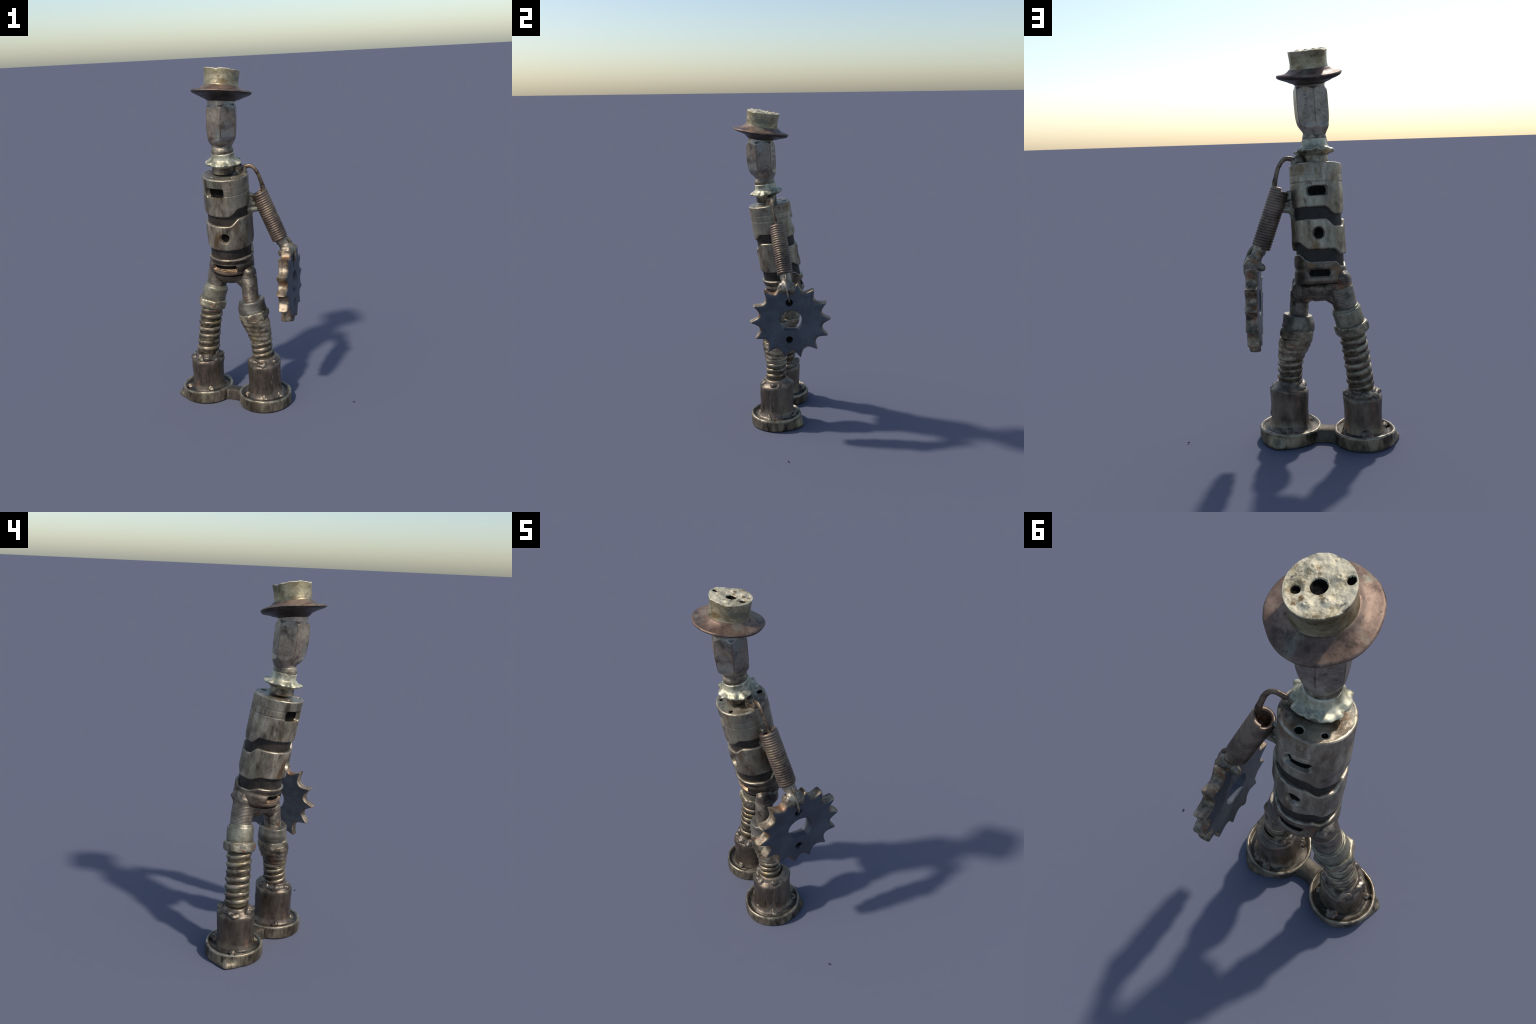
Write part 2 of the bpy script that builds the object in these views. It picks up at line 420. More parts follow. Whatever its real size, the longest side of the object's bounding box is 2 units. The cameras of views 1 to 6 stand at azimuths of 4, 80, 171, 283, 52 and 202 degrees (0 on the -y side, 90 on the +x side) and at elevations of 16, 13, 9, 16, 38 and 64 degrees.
def carve_chest(s, az):
    c = 0.026 * box_mask(s, az, 0.322, 0.376, -53, -3, rnd=0.012)
    c = max(c, 0.020 * box_mask(s, az, 0.268, 0.312, 146, 194, rnd=0.019))
    c = max(c, 0.011 * disc_mask(s, az, 0.320, 154, 0.012, 0.009))
    for g, d in ((0.335, 0.0016), (0.372, 0.0009)):        # turned rings
        c += d * bump1(s, g, 0.0028) * sstep(5, 15, abs(adiff(az, 215)))
    return c
def carve_abdomen(s, az):
    c = 0.022 * disc_mask(s, az, 0.079, -8, 0.028)
    c = max(c, 0.020 * disc_mask(s, az, 0.084, 169, 0.028))
    c -= 0.009 * bump1(adiff(az, 96), 0, 13)
    return c
def carve_pelvis(s, az):
    c = 0.020 * box_mask(s, az, -0.127, -0.098, -52, 17, rnd=0.008)
    # shelf under the slot slopes back
    c += 0.016 * sstep(-0.122, -0.135, s) * box_mask(s, az, -0.22, -0.08, -70, 40, soft=0.012, rnd=0.01) * 0.4
    c = max(c, 0.012 * box_mask(s, az, -0.128, -0.093, 140, 192, soft=0.009, rnd=0.017))
    c += 0.010 * bump1(s, -0.088, 0.012) * (0.5 + 0.5 * cos(radians(az)))
    c += 0.030 * sstep(-0.148, -0.185, s)
    return c
TOP_HOLES = [(-.228, -.114, 1.41, .009), (-.115, -.140, 1.405, .010), (-.122, .048, 1.434, .015), (-.205, .040, 1.434, .011)]
def carve_top(x, y):
    mw = frame(TB, TT).inverted(); z = 0.0
    for hx, hy, hz, r in TOP_LOCAL:
        d = hypot(x - hx, y - hy)
        z -= 0.012 * (1 - sstep(r * 0.6, r * 1.25, d))
    return z
_inv = frame(TB, TT).inverted()
TOP_LOCAL = [((_inv @ V(h[:3])).x, (_inv @ V(h[:3])).y, 0, h[3]) for h in TOP_HOLES]

def zone(name, p):
    c = p.center
    az = az_of(c.x, c.y); r = hypot(c.x, c.y); s = c.z
    if name == "chest":
        if s < TL - 0.02 and r > 0.09 and max(box_mask(s, az, 0.324, 0.374, -52, -4, rnd=0.012), box_mask(s, az, 0.270, 0.310, 147, 193, rnd=0.019)) > 0.5: return 1
        if s > 0.40 and r < 0.122 and any(hypot(c.x - h[0], c.y - h[1]) < h[3] for h in TOP_LOCAL): return 1
    if name == "abdomen" and max(disc_mask(s, az, 0.079, -8, 0.026), disc_mask(s, az, 0.084, 169, 0.026)) > 0.5: return 1
    if name == "pelvis":
        if max(box_mask(s, az, -0.121, -0.099, -51, 16, rnd=0.008), box_mask(s, az, -0.126, -0.095, 141, 191, rnd=0.015)) > 0.5: return 1
        if -0.143 < s < -0.121 and -58 < az < 17 and r > 0.095: return 2
    return 0

chest = segment("chest", edge_upper, lambda az: TL, M_steel, root, carve_chest, top_flat=True, length=0.22, step=0.0026, nseg=480)
abdomen = segment("abdomen", edge_lower, lambda az: edge_upper(az) - 0.057, M_steel, chest, carve_abdomen, length=0.15, step=0.0026, seed=3, nseg=480)
pelvis = segment("pelvis", lambda az: -0.168, lambda az: edge_lower(az) - 0.059, M_pelvis, root, carve_pelvis, length=0.12, step=0.0026, seed=5, nseg=480)
shaft = lathe("torso_shaft", TB, TT, [(0, -0.15), (0.100, -0.15), (0.100, -0.096), (0.117, -0.090), (0.117, 0.046), (0.100, 0.050), (0.100, 0.109), (0.117, 0.113), (0.117, 0.258), (0.10, 0.262), (0, 0.262)], M_groove, chest, nseg=96)

# -------------------------------------------------------------- hat and head
HC = V((-.146, -.090, 1.865)); HN = V((.088, .140, 1)).normalized()   # brim centre and hat axis
def brim_r(r, z, az):
    return r * (1 + 0.018 * cos(radians(2 * az + 40)) + 0.010 * sin(radians(5 * az)) * sstep(0.1, 0.16, r)) 
def brim_z(r, z, az):
    k = sstep(0.10, 0.168, r)
    under = sstep(-.002, -.012, z) * sstep(.075, .10, r)
    return z + k * (0.005 * cos(radians(2 * (az - 95))) + 0.002 * sin(radians(3 * az + 50)) + .004 * bump1(adiff(az, 175), 0, 45) - .004 * bump1(adiff(az, 285), 0, 40)) + under * 0.005 * cos(radians(az))
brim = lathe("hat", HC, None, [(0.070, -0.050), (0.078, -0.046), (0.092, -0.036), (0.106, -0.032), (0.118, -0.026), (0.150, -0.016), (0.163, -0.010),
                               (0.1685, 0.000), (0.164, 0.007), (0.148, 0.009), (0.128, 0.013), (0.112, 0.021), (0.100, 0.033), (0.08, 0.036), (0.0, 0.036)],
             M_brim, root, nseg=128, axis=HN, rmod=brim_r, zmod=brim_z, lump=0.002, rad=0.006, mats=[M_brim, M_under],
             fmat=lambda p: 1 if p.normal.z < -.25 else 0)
bh = HN
def crown_r(r, z, az):
    return r * (1 + 0.012 * cos(radians(2 * az + 20)) + 0.006 * sin(radians(3 * az)))
BUMPS = [(-.16, -.135, .012, .016), (-.10, -.125, .010, .016), (-.075, -.02, .010, .017), (-.15, -.01, .012, .016), (-.19, -.05, .009, .016)]
HT = V((-.134, -.074, 1.981)); hm = frame(HC, axis=HN); hinv = hm.inverted()
ht_local = hinv @ HT
def loc(x, y):
    q = hinv @ V((x, y, 1.981 - (x + .134) * .088 - (y + .074) * .14)); return q.x, q.y
CROWN_HOLES = [(*loc(-.1325, -.074), 0.0235, 0.02), (*loc(-.210, -.106), 0.0125, 0.014), (*loc(-.076, -.053), 0.0130, 0.014), (*loc(-.155, -.160), 0.010, 0.004)]
CROWN_BUMPS = [(*loc(x, y), h, r) for x, y, h, r in
               [(-.118, -.013, .010, .012), (-.168, -.033, .010, .014), (-.178, -.108, .009, .013), (-.098, -.122, .008, .014)]]
def top_height(x, y):
    z = ht_local.z
    r = hypot(x, y)
    rim = 0.0015 * sstep(0.075, 0.09, r)
    az = az_of(x, y)
    z += rim * (1 + 0.8 * sin(radians(4 * az + 30)))
    z += 0.004 * bump1(adiff(az, 300), 0, 38) * sstep(0.03, 0.09, r) - 0.005 * bump1(adiff(az, 235), 0, 25) * sstep(0.05, 0.085, r)
    z -= 0.004 * bump1(adiff(az, 60), 0, 40) * sstep(0.05, 0.09, r)
    for bx, by, h, rr in CROWN_BUMPS:
        d = hypot(x - bx, y - by); z += h * exp(-(d / rr) ** 2) * (1 - 0.5 * exp(-(d / (rr * .35)) ** 2))
    z += fbm((x, y, 2.0), 30) * 0.0022 + fbm((x, y, 4.0), 90, 2) * 0.0007
    for hx, hy, rr, dp in CROWN_HOLES:
        d = hypot(x - hx, y - hy); z -= dp * (1 - sstep(rr * 0.70, rr * 1.15, d))
        z -= 0.003 * exp(-((d - rr * 1.2) / 0.008) ** 2)
    return z
def make_crown():
    nseg, verts, faces = 300, [], []
    side = dense([(0.104, 0.020), (0.0965, 0.036), (0.0945, 0.055), (0.0955, 0.085), (0.099, 0.112)], 0.006)
    rows = [('s', r, z) for r, z in side]
    rows += [('t', 0.099 - 0.001 * i, 0) for i in range(0, 98)]
    for k, r, z in rows:
        for j in range(nseg):
            a = 2 * pi * j / nseg; az = 360 * j / nseg
            rr = crown_r(r, z, az)
            x, y = sin(a) * rr, -cos(a) * rr
            if k == 't': zz = top_height(x, y) - (0.0035 if r > 0.0985 else 0)
            else:
                te = top_height(sin(a) * 0.099, -cos(a) * 0.099) - 0.0035
                zz = z if z < 0.06 else lerp(0.06, te, (z - 0.06) / (0.112 - 0.06))
                f = fbm((x, y, zz), 14) * 0.0018; x += sin(a) * f; y -= cos(a) * f
            verts.append((x, y, zz))
    n = len(rows)
    for i in range(n - 1):
        for j in range(nseg):
            q = (j + 1) % nseg
            faces.append((i * nseg + j, i * nseg + q, (i + 1) * nseg + q, (i + 1) * nseg + j))
    faces.append(tuple(range((n - 1) * nseg, n * nseg))); faces.append(tuple(range(nseg))[::-1])
    ns = len(side)
    def fm(p):
        c = p.center
        if p.index < (ns - 1) * nseg: return 0
        for hx, hy, rr, dp in CROWN_HOLES[:3]:
            if hypot(c.x - hx, c.y - hy) < rr * 1.0: return 2
        return 1
    return make("crown", verts, faces, M_crown, brim, hm, 45, mats=[M_crown, M_crowntop, M_holeshade], fmat=fm)
make_crown()

def hex_r(ap, az, corner0=0.0):
    d = ((az - corner0) % 60) - 30
    return ap / cos(radians(d))
DENTS = [(150, 1.770, .010, .006), (152, 1.737, .008, .004), (148, 1.705, .008, .004), (28, 1.672, .014, .0015)]
def head_r(r, z, az):
    ap = 0.0790 * (1 - 0.04 * ((z - 1.72) / 0.09) ** 2)
    h = hex_r(ap, az)
    k = 0.0013                                   # soft minimum of hexagon and turned cone
    rr = -k * math.log(exp(-h / k) + exp(-r / k)) + k * 0.25
    for da, dz, dr, dd in DENTS:
        d = hypot(radians(adiff(az, da)) * 0.083, z - dz)
        rr -= dd * exp(-(d / dr) ** 2)
    # chin lump at the front left corner
    d = hypot(radians(adiff(az, -8)) * 0.075, (z - 1.602))
    rr += 0.010 * exp(-(d / 0.02) ** 2)
    return rr
HEAD_SPINE = [(1.56, -.162, -.066), (1.58, -.162, -.065), (1.605, -.159, -.071), (1.631, -.156, -.081), (1.70, -.153, -.088), (1.789, -.149, -.092), (1.84, -.148, -.090)]
def head_off(z):
    for a, b in zip(HEAD_SPINE[:-1], HEAD_SPINE[1:]):
        if z <= b[0]:
            t = clamp((z - a[0]) / (b[0] - a[0])); return (lerp(a[1], b[1], t) + .155, lerp(a[2], b[2], t) + .085)
    return (HEAD_SPINE[-1][1] + .155, HEAD_SPINE[-1][2] + .085)
def build_head():
    prof = [(0, 1.565), (0.056, 1.567), (0.058, 1.578), (0.070, 1.597), (0.081, 1.615), (0.088, 1.637), (0.094, 1.665), (0.096, 1.72), (0.095, 1.775),
            (0.090, 1.789), (0.080, 1.799), (0.0755, 1.806), (0.075, 1.825), (0.076, 1.838), (0, 1.838)]
    return lathe("head", (-.155, -.085, 0), None, prof, M_head, root, nseg=180, step=0.004, axis=(0, 0, 1), rmod=head_r,
                 off=head_off, lump=0.0009, lf=18, rad=0.005, smooth=60, mats=[M_head, M_headedge],
                 fmat=lambda p: 1 if 1.628 < p.center.z < 1.788 and abs(((az_of(p.center.x - head_off(p.center.z)[0], p.center.y - head_off(p.center.z)[1]) + 30) % 60) - 30) < 2.0 else 0)
head = build_head()

# ------------------------------------------------------------ neck and collar
NA = V((0.0, -.10, 1))
neck = lathe("neck", (-.161, -.055, 1.425), None,
             [(0, 0.0), (0.063, 0.0), (0.063, 0.035), (0.060, 0.065), (0.060, 0.085), (0.0605, 0.115), (0.062, 0.128), (0.059, 0.140), (0.054, 0.150), (0.054, 0.165), (0, 0.165)],
             M_neck, root, axis=NA, nseg=96, lump=0.0022, lf=24)
CA = V((0.01, -.165, 1)).normalized()
def collar_z(r, z, az):
    k = sstep(0.065, 0.10, r)
    w = sin(radians(11 * az)) * 0.4 + 0.6 * sin(radians(4 * az + 60)) * 0.6
    return z + k * 0.005 * w
def collar_r(r, z, az):
    k = sstep(0.075, 0.095, r)
    return r + k * (0.0038 * sin(radians(11 * az + 20)) + 0.004 * sin(radians(5 * az + 100)) + 0.0025 * sin(radians(17 * az + 10)))
collar = lathe("collar", (-.160, -.057, 1.487), None,
               [(0.050, 0.060), (0.0650, 0.055), (0.0650, 0.034), (0.069, 0.019), (0.082, 0.010), (0.094, 0.005), (0.100, -0.001), (0.096, -0.008), (0.084, -0.011),
                (0.072, -0.016), (0.065, -0.024), (0.055, -0.026)][::-1],
               M_collar, neck, axis=CA, nseg=160, rmod=collar_r, zmod=collar_z, lump=0.0022, lf=26, rad=0.005)

# -------------------------------------------------------------------- the arm
AT, AB = V((.029, -.027, 1.300)), V((.136, -.002, 1.022))
def helix(name, p0, p1, R, wr, turns, mat, parent, nseg=10, per=36, R1=None, wob=0.0, phase=0.0, flat=1.0, seed=0.0):
    m = frame(p0, p1); L = (V(p1) - V(p0)).length
    pts = []
    n = int(turns * per)
    for i in range(n + 1):
        t = i / n; a = 2 * pi * turns * t + phase
        r = lerp(R, R1 if R1 else R, t) + wob * noise.noise(V((t * turns * 1.3, seed, 0)))
        q = V((sin(a) * r, -cos(a) * r, L * t + wob * 1.2 * noise.noise(V((seed, t * turns * 1.7, 3)))))
        w = wr * (1 + (0.25 if wob else 0.06) * noise.noise(V((t * turns * 2.3, 7 + seed, 0))))
        pts.append((q, a, w))
    verts, faces = [], []
    for q, a, w in pts:
        er = V((sin(a), -cos(a), 0)); ez = V((0, 0, 1))
        for j in range(nseg):
            b = 2 * pi * j / nseg
            verts.append(q + er * cos(b) * w + ez * sin(b) * w * flat)
    for i in range(len(pts) - 1):
        for j in range(nseg):
            k = (j + 1) % nseg
            faces.append((i * nseg + j, i * nseg + k, (i + 1) * nseg + k, (i + 1) * nseg + j))
    faces.append(tuple(range(nseg))[::-1]); faces.append(tuple((len(pts) - 1) * nseg + j for j in range(nseg)))
    return make(name, verts, faces, mat, parent, m, 60)
arm = helix("arm", AT, AB, 0.0388, 0.0104, 22, M_spring, root, nseg=12, per=40)
AL = (AB - AT).length
lathe("spring_lining", AT, AB, [(0, 0.075), (0.030, 0.07), (0.0325, 0.06), (0.033, 0.004), (0.0425, 0.002), (0.0455, AL), (0, AL)], M_spring, arm, nseg=48, lump=0)
# shoulder wire: from the neck lug over to the mouth of the spring
tube("shoulder_wire", [(-.078, -.045, 1.425, .020, .016), (-.056, -.043, 1.438, .016, .011), (-.034, -.045, 1.451, .013, .009), (-.009, -.049, 1.454, .012, .008), (.013, -.052, 1.438, .011, .007),
                       (.033, -.052, 1.400, .011, .007), (.046, -.044, 1.358, .012, .008), (.053, -.037, 1.325, .014, .011), (.058, -.033, 1.290, .014, .012)],
     M_wire, arm, lump=0.002, lf=40)
fused("shoulder_lug", [blob_verts((-.078, -.047, 1.445), .030, .026, .028), cone_verts((-.090, -.046, 1.425), (-.055, -.044, 1.447), .03, .016),
                       cone_verts((-.052, -.042, 1.400), (-.040, -.045, 1.452), .022, .009)], M_neck, arm, 0.004, 6, 0.003, 40)
# thin webbing left by the scan between spring and chest, not a part
fused("armpit_scan_web", [cone_verts((-.040, -.024, 1.288), (-.002, -.026, 1.284), .016, .012), cone_verts((-.045, -.020, 1.268), (.001, -.024, 1.262), .016, .012), cone_verts((-.045, -.015, 1.235), (.012, -.02, 1.230), .022, .014),
                        cone_verts((-.045, -.015, 1.198), (.028, -.02, 1.203), .022, .014), cone_verts((-.036, -.012, 1.130), (-.024, -.015, 1.25), .012, .022),
                        cone_verts((.095, -.015, 1.150), (.065, -.02, 1.23), .010, .018)], M_pale, arm, 0.004, 10, 0.001)

# ------------------------------------------------------------------- the gear
GA = radians(11)
GN = V((cos(GA), -sin(GA), 0))
GC = V((.212, .015, .744)) - GN * 0.030
gm = Matrix(((sin(GA), 0, GN.x, GC.x), (cos(GA), 0, GN.y, GC.y), (0, 1, GN.z, GC.z), (0, 0, 0, 1)))   # local x = +y-ish, y = up, z = outward
TEETH, PH0 = 14, 2.8
RT, RR = 0.249, 0.195
TW = [(random.uniform(-1.2, 1.2), random.uniform(0.93, 1.04), random.uniform(-0.003, 0.003)) for _ in range(TEETH)]
TW[3] = (0, 0.95, 0.0); TW[2] = (0, 1.0, 0.0)
def gear_r(phi):
    pitch = 360 / TEETH
    x = (phi - PH0) / pitch
    k = int(round(x)) % TEETH
    t = x - round(x) - TW[k][0] / pitch
    u = clamp(abs(t) * 2)
    blunt = 0.06 if k not in (2, 3, 4, 10) else 0.22
    u = max(0, (math.sqrt(u * u + blunt * blunt) - blunt * 0.6))
    f = clamp(1 - u) ** 2.6
    return RR + (RT - RR) * f * TW[k][1]
def hub_r(phi):
    r = 0.068
    d = -sin(radians(phi))
    if d > 0.05: r = min(r, 0.055 / d)
    return r * (1 + 0.02 * sin(radians(3 * phi)))
SMALL = [(-.008, 0.115, 0.019), (-.008, -0.119, 0.019)]
def build_gear():
    n = 840; th = 0.030
    rows = []   # (t across from hub to rim 0..1, z, kind)
    M = 40
    verts, faces, kinds = [], [], []
    ch = 0.015
    def ring(fn): 
        base = len(verts)
        for j in range(n):
            phi = 360 * j / n
            verts.append(fn(phi))
        return base
    def pt(phi, r, z):
        a = radians(phi)
        x, y = cos(a) * r, sin(a) * r
        for hx, hy, hr in SMALL:
            d = hypot(x - hx, y - hy)
            if z > 0.01 and d < hr * 1.6: z -= 0.026 * (1 - sstep(hr * 0.75, hr * 1.25, d))
        f = fbm((x, y, z * 2), 16) * 0.0016
        return V((x, y, z + f))
    seq = []
    # hub wall bottom to top
    for z in (-th + .004, -th * .5, 0, th * .5, th - .006): seq.append(('hub', z))
    fr = [i / M for i in range(M + 1)]
    for t in fr: seq.append(('face', t))
    for i in range(5): seq.append(('chamf', (i + 1) / 5))
    for z in (.5, 0, -.5): seq.append(('rim', z))
    for i in range(5): seq.append(('chamb', i / 4))
    for t in reversed(fr): seq.append(('back', t))
    bases = []
    for k, v in seq:
        if k == 'hub': bases.append(ring(lambda p: pt(p, hub_r(p), v)))
        elif k == 'face': bases.append(ring(lambda p: pt(p, lerp(hub_r(p) + .005, gear_r(p) - ch - .002, v), th - (0.0 if v < 0.9 else 0.0015 * (v - .9) * 10))))
        elif k == 'chamf':
            w = v * pi / 2
            bases.append(ring(lambda p: pt(p, gear_r(p) - ch + ch * sin(w), th - ch * 0.8 + ch * 0.8 * cos(w) - 0.0015)))
        elif k == 'rim': bases.append(ring(lambda p: pt(p, gear_r(p) + 0.0015, v * (th - ch))))
        elif k == 'chamb':
            w = v * pi / 2
            bases.append(ring(lambda p: pt(p, gear_r(p) - .008 + .008 * cos(w), -(th - .008) - .008 * sin(w))))
        else: bases.append(ring(lambda p: pt(p, lerp(hub_r(p) + .004, gear_r(p) - .009, v), -th)))
    kk = []
    m = len(bases)
    for i in range(m):
        i2 = (i + 1) % m
        for j in range(n):
            q = (j + 1) % n
            faces.append((bases[i] + j, bases[i] + q, bases[i2] + q, bases[i2] + j))
    ob_faces_kind = []
    for i in range(m):
        k = seq[i][0]; k2 = seq[(i + 1) % m][0]
        ob_faces_kind += [1 if (k in ('chamf', 'rim', 'chamb') and not (k == 'chamb' and k2 == 'back') or False) else 0] * n
    return make("gear_hand", verts, faces, M_gear, root, gm, 40, mats=[M_gear, M_rim, M_holeshade],
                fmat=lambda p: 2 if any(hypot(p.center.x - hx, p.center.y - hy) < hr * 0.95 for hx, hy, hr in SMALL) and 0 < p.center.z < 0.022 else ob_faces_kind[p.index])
gear = build_gear()
fused("wrist_joint", [cone_verts((.128, -.004, 1.045), (.152, .001, .995), .041, .034), cone_verts((.150, .0, 1.0), (.182, .008, .935), .033, .030),
                      blob_verts((.182, -.022, .943), .034, .036, .036, amp=.008, f=26), blob_verts((.192, .032, .941), .034, .036, .034, amp=.008, f=26), blob_verts((.186, .004, .948), .034, .055, .036, amp=.006, f=26), cone_verts((.180, .01, .95), (.186, .012, .90), .036, .026),
                      blob_verts((.140, .026, .925), .022, .018, .022)],
      M_joint, gear, 0.004, 16, 0.0045, 35)
tube("wrist_hook", [(.160, -.004, 1.035, .010, .008), (.186, -.007, 1.012, .010, .007), (.204, -.009, .975, .010, .007), (.218, -.007, .935, .010, .006), (.219, -.001, .900, .009, .006),
                    (.212, .006, .875, .008, .006), (.198, .009, .862, .007, .006)], M_joint, gear, lump=0.001, lf=40)

# ------------------------------------------------------------------------ hips
hips = fused("hips", [
    cone_verts((-.262, .110, .715), (-.236, .102, .86), .058, .058, 48),
    blob_verts((-.232, .106, .868), .054, .058, .046, amp=.006, f=22),
    blob_verts((-.242, .146, .872), .034, .03, .03, amp=.006, f=30),
    cone_verts((-.050, -.026, .66), (-.058, -.006, .80), .047, .049, 48),
    blob_verts((-.054, -.008, .828), .042, .050, .036, amp=.010, f=30),
    blob_verts((-.066, .030, .80), .055, .055, .06, amp=.006, f=22),
    cone_verts((-.235, .085, .795), (-.075, .030, .795), .048, .048),
    blob_verts((-.152, .050, .812), .115, .085, .058, amp=.004, f=20),
    blob_verts((-.150, .050, .785), .095, .055, .045),
    blob_verts((-.205, .085, .765), .036, .04, .036), blob_verts((-.096, .008, .765), .036, .04, .036)],
    M_hip, root, 0.0055, 10, 0.0025, 40, origin=(-.15, .05, .8))

# ------------------------------------------------------------------------ legs
def thread(name, p0, p1, r, mat, parent, n, amp=0.0008):
    L = (V(p1) - V(p0)).length
    return lathe(name, p0, p1, [(0, 0), (r, 0), (r, L), (0, L)], mat, parent, step=0.0022, nseg=64, lump=0.001, rad=0.001,
                 rmod=lambda rr, z, az: rr + amp * sin(2 * pi * n * z / L + radians(az)))
def hexnut(name, p0, p1, ap, H, mat, parent, c0=0.0, lump=0.003, cham=0.012, seed=0.0):
    def rm(r, z, az):
        h = hex_r(ap, az, c0); k = 0.004
        return -k * math.log(exp(-h / k) + exp(-r / k)) + k * .25 if r > ap * 0.7 else r
    R = ap / cos(pi / 6) * 1.0
    return lathe(name, p0, p1, [(0, 0), (ap * 0.72, 0), (R - cham, 0.002), (R, cham), (R, H - cham), (R - cham, H - 0.002), (ap * 0.72, H), (0, H)], mat, parent,
                 nseg=144, step=0.004, rmod=rm, lump=lump, lf=22, seed=seed)

# right leg (the figure's own), on the -x side
A0, A1, A2, A3 = V((-.344, .094, .285)), V((-.300, .102, .580)), V((-.290, .104, .625)), V((-.262, .110, .722))
legA = thread("leg", V((-.268, .109, .70)), V((-.243, .106, .82)), .0592, M_rod, root, 16)
axA = (A3 - A2).normalized()
lathe("coupling", A2 - axA * .005, A3, [(0, 0), (.071, 0), (.0715, .012), (.073, .020), (.073, .085), (.070, .092), (.066, .094), (.0655, .104), (.060, .106), (0, .106)], M_coupA, legA, rad=.003, lump=.002)
hexnut("hex_nut", A1, A2, .0785, .056, M_nut, legA, c0=12, lump=.005)
coilA = helix("coil_spring", A0 + V((0, 0, .004)), A1 + (A2 - A1) * .15, .0572, .0122, 7.3, M_coil, legA, nseg=14, per=44, wob=.004, phase=1.0, flat=1.2, seed=2.0)
lathe("coil_core", A0, A1, [(0, 0), (.0640, 0), (.0615, .30), (0, .30)], M_coilcore, legA, lump=.004, lf=30)

# left leg, on the +x side
B0, B1, B2, B3 = V((.006, -.040, .318)), V((-.012, -.026, .470)), V((-.0385, -.023, .596)), V((-.047, -.026, .662))
legB = thread("leg", V((-.048, -.026, .63)), V((-.057, -.010, .79)), .0478, M_rod, root, 26)
axB = (B3 - B2).normalized()
lathe("coupling", B2 - axB * .012, B3, [(0, 0), (.0775, 0), (.0785, .015), (.0765, .030), (.0765, .070), (.073, .078), (.052, .079), (.05, .077), (0, .077)], M_coupB, legB, rad=.003, lump=.002,
      rmod=lambda r, z, az: r * (1 + .15 * (.5 + .5 * cos(radians(adiff(az, 265)))) ** 2 * sstep(.072, .030, z)))
hexnut("hex_nut", B2 - axB * .062 + V((-.002, -.001, 0)), B2 + V((-.004, -.001, 0)), .0805, .060, M_nut, legB, c0=-18, lump=.004)
SL = [(.40, -.003, -.038), (.44, -.008, -.036), (.49, -.019, -.032), (.55, -.031, -.026), (.60, -.040, -.025)]
def sleeve_off(z):
    for p, q in zip(SL[:-1], SL[1:]):
        if z <= q[0]:
            t = clamp((z - p[0]) / (q[0] - p[0])); return (lerp(p[1], q[1], t), lerp(p[2], q[2], t))
    return SL[-1][1:]
lathe("coil_sleeve", (0, 0, 0), None, [(0, .395), (.058, .395), (.063, .42), (.070, .452), (.079, .485), (.0825, .515), (.083, .545), (0, .545)], M_coil, legB, axis=(0, 0, 1), off=sleeve_off, lump=.004, lf=26,
      rmod=lambda r, z, az: r * (1 + .03 * cos(radians(adiff(az, 265))) * sstep(.43, .48, z) + .06 * (.5 + .5 * cos(radians(adiff(az, 265)))) * sstep(.48, .53, z)) + .0022 * sin(2 * pi * (z / .030 + az / 360)) * sstep(.54, .50, z))
helix("coil_spring", B0 - V((0, 0, .018)), V((-.006, -.030, .475)), .0528, .0120, 5.0, M_coil, legB, nseg=14, per=44, wob=.003, phase=2.2, flat=1.1, seed=5.0, R1=.056)
lathe("coil_core", B0 - V((0, 0, .03)), B1, [(0, 0), (.0595, 0), (.058, .18), (0, .18)], M_coilcore, legB, lump=.003, lf=30)

# ------------------------------------------------------------------------ feet
def foot(c, boot_top, boot_axis, R, flare_az, flare_len, flare_w, floor, seed):
    cx, cy = c
    def rm(r, z, az):
        d = adiff(az, flare_az)
        k = sstep(0.060, 0.0, z) if r > R * 0.93 else 0.0
        return r * (1 + .008 * sin(radians(3 * az + seed * 40))) + k * flare_len * max(0, 1 - abs(d) / flare_w) ** 1.25
    def zm(r, z, az):
        if z > 0.03:
            z += .004 * sin(radians(2 * az + seed * 70)) * sstep(.06, .14, r)
        return z
    cup = lathe("foot", (cx, cy, 0), None, [(0, 0.0), (R - .010, 0.0), (R - .002, 0.003), (R, .012), (R + .001, .064), (R - .003, .073), (R - .010, .075), (R - .015, .069), (R - .020, floor + .002), (R - .032, floor - .002), (.09, floor), (0, floor)],
                M_cup, root, axis=(0, 0, 1), nseg=160, rmod=rm, zmod=zm, lump=.0022, lf=16, rad=.004, seed=seed, mats=[M_cup, M_floor, M_worn],
                fmat=lambda p: 1 if (hypot(p.center.x, p.center.y) < R - .017 and p.center.z > .02) else (2 if p.normal.z > .35 and p.center.z > .05 else 0))
    return cup
CA_, CB_ = (-.357, .098), (.008, -.038)
footA = foot(CA_, None, None, .157, -90 + 2, .032, 30, .059, 1.0)
footB = foot(CB_, None, None, .160, 146, .028, 42, .062, 2.3)
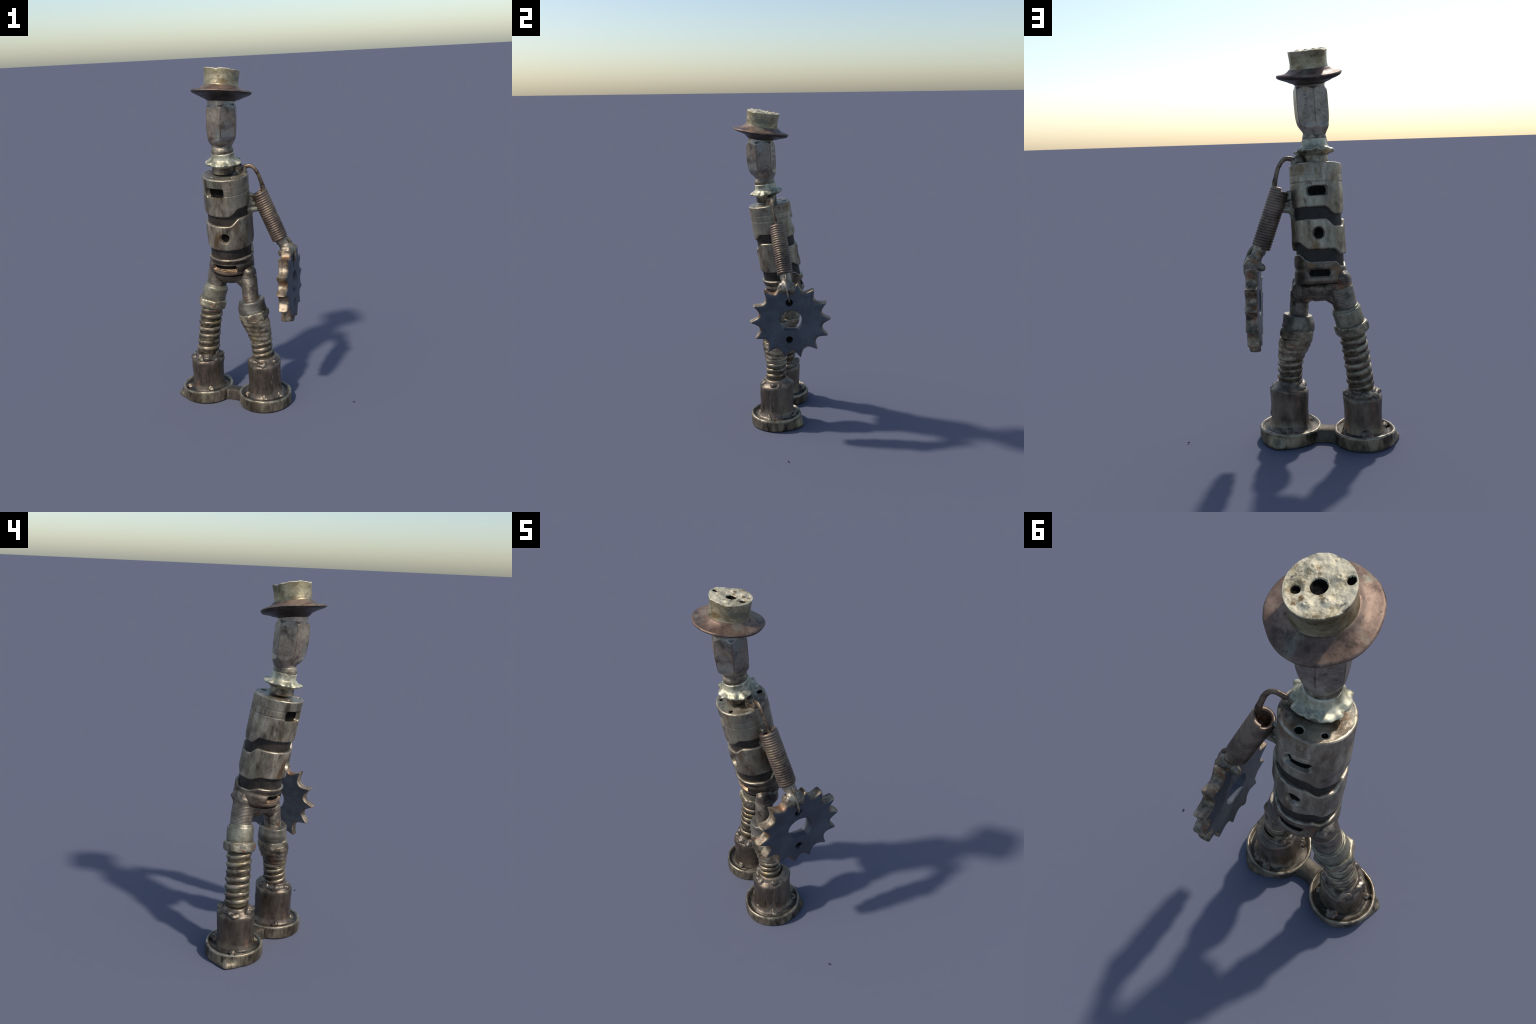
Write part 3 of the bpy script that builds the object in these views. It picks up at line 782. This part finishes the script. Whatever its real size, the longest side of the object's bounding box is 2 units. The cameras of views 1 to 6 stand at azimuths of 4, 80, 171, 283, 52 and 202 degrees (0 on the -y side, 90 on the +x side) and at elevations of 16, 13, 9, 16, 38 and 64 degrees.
def boot(c0, c1, H, rb, rt, parent, seed, dents, oval=0.0, hump=(0, 0.0), fl=1.0):
    def rm(r, z, az):
        if r < .05: return r
        v = r * (1 + oval * cos(radians(az)) ** 2 + .022 * (1 - cos(radians(4 * az))) / 2) if r > .08 else r
        for a, s, w, h, d in dents:
            v += d * bump1(adiff(az, a), 0, w) * bump1(z, s, h)
        return v
    return lathe("boot", c0, c1, [(0, 0), (rb + .044 * fl, 0.008), (rb + .034 * fl, .008 + .015 * fl), (rb + .016 * fl, .010 + .020 * fl), (rb + .004 * fl, .050), (rb, .08), (rb, H * .5), (rt, H - .022), (rt - .003, H - .006), (rt - .018, H + .006), (.074, H + .016), (.066, H + .034), (0, H + .034)],
                 M_boot, parent, nseg=120, rad=.008, rmod=rm, zmod=lambda r, z, az: z + hump[1] * bump1(adiff(az, hump[0]), 0, 55) * sstep(H * .7, H * .97, z) * sstep(.05, .07, r), lump=.0025, lf=14, seed=seed, mats=[M_boot, M_floor],
                 fmat=lambda p: 1 if p.center.z < .031 else 0)
bootA = boot((-.352, .093, .040), (-.349, .096, .27), .215, .0960, .0990, footA, 3.0,
             [(-20, .20, 14, .02, .006), (60, .21, 16, .02, .005), (180, .21, 18, .02, .004), (100, .20, 14, .03, .006)], oval=.03, fl=.7)
bootB = boot((.010, -.034, .040), (.009, -.037, .29), .230, .0975, .1000, footB, 6.0,
             [(50, .1, 9, .08, -.004), (75, .1, 8, .09, -.004), (30, .12, 5, .1, -.002), (170, .22, 14, .02, .006), (135, .225, 20, .02, .005)], oval=.075, hump=(140, .022))

def ringpos(c, az, r, z): return (c[0] + sin(radians(az)) * r, c[1] - cos(radians(az)) * r, z)
BEADS = [  # foot, azimuth, distance, height, size
    (footA, CA_, 16, .110, .078, .020), (footA, CA_, -78, .112, .060, .019), (footA, CA_, 168, .110, .058, .032), (footA, CA_, 100, .112, .054, .020),
    (footB, CB_, 2, .104, .068, .022), (footB, CB_, 55, .110, .068, .021), (footB, CB_, -68, .106, .064, .025), (footB, CB_, 168, .116, .058, .032), (footB, CB_, 140, .120, .054, .030)]
for par, c, az, r, z, s in BEADS:
    p = V(ringpos(c, az, r, z))
    vs, fs = blob_verts((0, 0, 0), s * 1.0, s * .9, s * 1.05, amp=s * .4, f=45)
    make("weld_bead", [v + fbm(v + p, 40) * v * .22 for v in vs], fs, M_bead if s < .024 else M_boot, par, Matrix.Translation(p), 180)
# drips of weld from bead to rim on the outer sides
for par, c, az, r0, r1 in ((footA, CA_, -78, .115, .142), (footB, CB_, 160, .115, .145)):
    a, b = V(ringpos(c, az, r0, .066)), V(ringpos(c, az, r1, .066))
    tube("weld_drip", [(*a, .010, .010), (*((a + b) / 2 + V((0, 0, -.006))), .006, .006), (*b, .010, .010)], M_bead, par, ref=(0, 0, 1), lump=.002)
# welds where coil meets boot
def weld_ring(parent, c, r, z, n, s, seed):
    rnd = random.Random(seed)
    vs_all = []
    for i in range(n):
        az = 360 * i / n + rnd.uniform(-14, 14)
        p = ringpos(c, az, r + rnd.uniform(-.006, .006), z + rnd.uniform(-.010, .010))
        k = s * rnd.uniform(.6, 1.25)
        vs_all.append(blob_verts(p, k * 1.2, k * 1.2, k * .9, amp=k * .3, f=50))
    o = fused("weld_ring", vs_all, M_hip, parent, .005, 18, .004, 40, origin=(c[0], c[1], z))
    return o
weld_ring(bootA, (-.349, .095), .070, .258, 19, .026, 4)
weld_ring(bootB, (.008, -.038), .070, .276, 19, .022, 9)
for par, p, s in ((bootA, (-.378, .022, .264), .024), (bootA, (-.330, .026, .268), .018)):
    vs, fs = blob_verts((0, 0, 0), s, s * .8, s * 1.3, amp=s * .3, f=45)
    make("weld_bead", vs, fs, M_bead, par, Matrix.Translation(p), 180)

# rough vertical weld seams on the left boot
for az0, az1 in ((24, 30), (62, 58)):
    pts = []
    for i in range(9):
        t = i / 8; q = ringpos((.010, -.036), lerp(az0, az1, t) + random.uniform(-1.5, 1.5), .101 + .003 * (1 - t), lerp(.11, .245, t))
        pts.append((*q, .0030 * random.uniform(.5, 1.4), .0030 * random.uniform(.5, 1.4)))
    tube("weld_seam", pts, M_boot, bootB, ref=(0, 1, 0.01), lump=.0015, lf=80)
# bridge between the two feet: waisted slab
def bridge():
    a, b = V((*CA_, 0)), V((*CB_, 0))
    d = (b - a); L = d.length; d.normalize(); nrm = V((-d.y, d.x, 0))
    n, m = 40, 14
    verts, faces = [], []
    rows = []
    for i in range(n + 1):
        t = i / n; q = lerp(.112, L - .116, t); x = abs(2 * t - 1)
        back = lerp(.043, .100, x ** 3)      # half widths: behind, in front
        front = lerp(.040, .080, x ** 3)
        h = .066 - .003 * (1 - x)
        prof = [(-front, 0), (-front + .002, h - .006), (-front + .010, h), (0, h + .003), (back - .014, h - .002), (back - .004, h - .012), (back + .004, 0.02), (back + .008, 0)]
        rows.append([a + d * q + nrm * w + V((0, 0, z)) for w, z in prof])
    k = len(rows[0])
    for r in rows: verts += r
    for i in range(n):
        for j in range(k):
            j2 = (j + 1) % k
            faces.append((i * k + j, i * k + j2, (i + 1) * k + j2, (i + 1) * k + j))
    faces.append(tuple(range(k))[::-1]); faces.append(tuple(n * k + j for j in range(k)))
    o = a
    return make("foot_bridge", [v - o for v in verts], faces, M_web, root, Matrix.Translation(o), 50)
bridge()

# tiny crumb left by the scan beside the figure, not a real piece
vs, fs = blob_verts((0, 0, 0), .006, .004, .0035, amp=.002, f=120)
speck = make("scan_speck", vs, fs, M_groove, None, Matrix.Translation((.542, -.076, .003)), 180)
speck["label"] = "tiny dark crumb left by the scan on ground"
speck["category"] = "scan crumb"

# ---------------------------------------------------------------- parenting
bpy.context.view_layer.update()
for ob, par in PARENTS.items():
    mw = ob.matrix_world.copy()
    ob.parent = par
    ob.matrix_parent_inverse = par.matrix_world.inverted()
    ob.matrix_world = mw
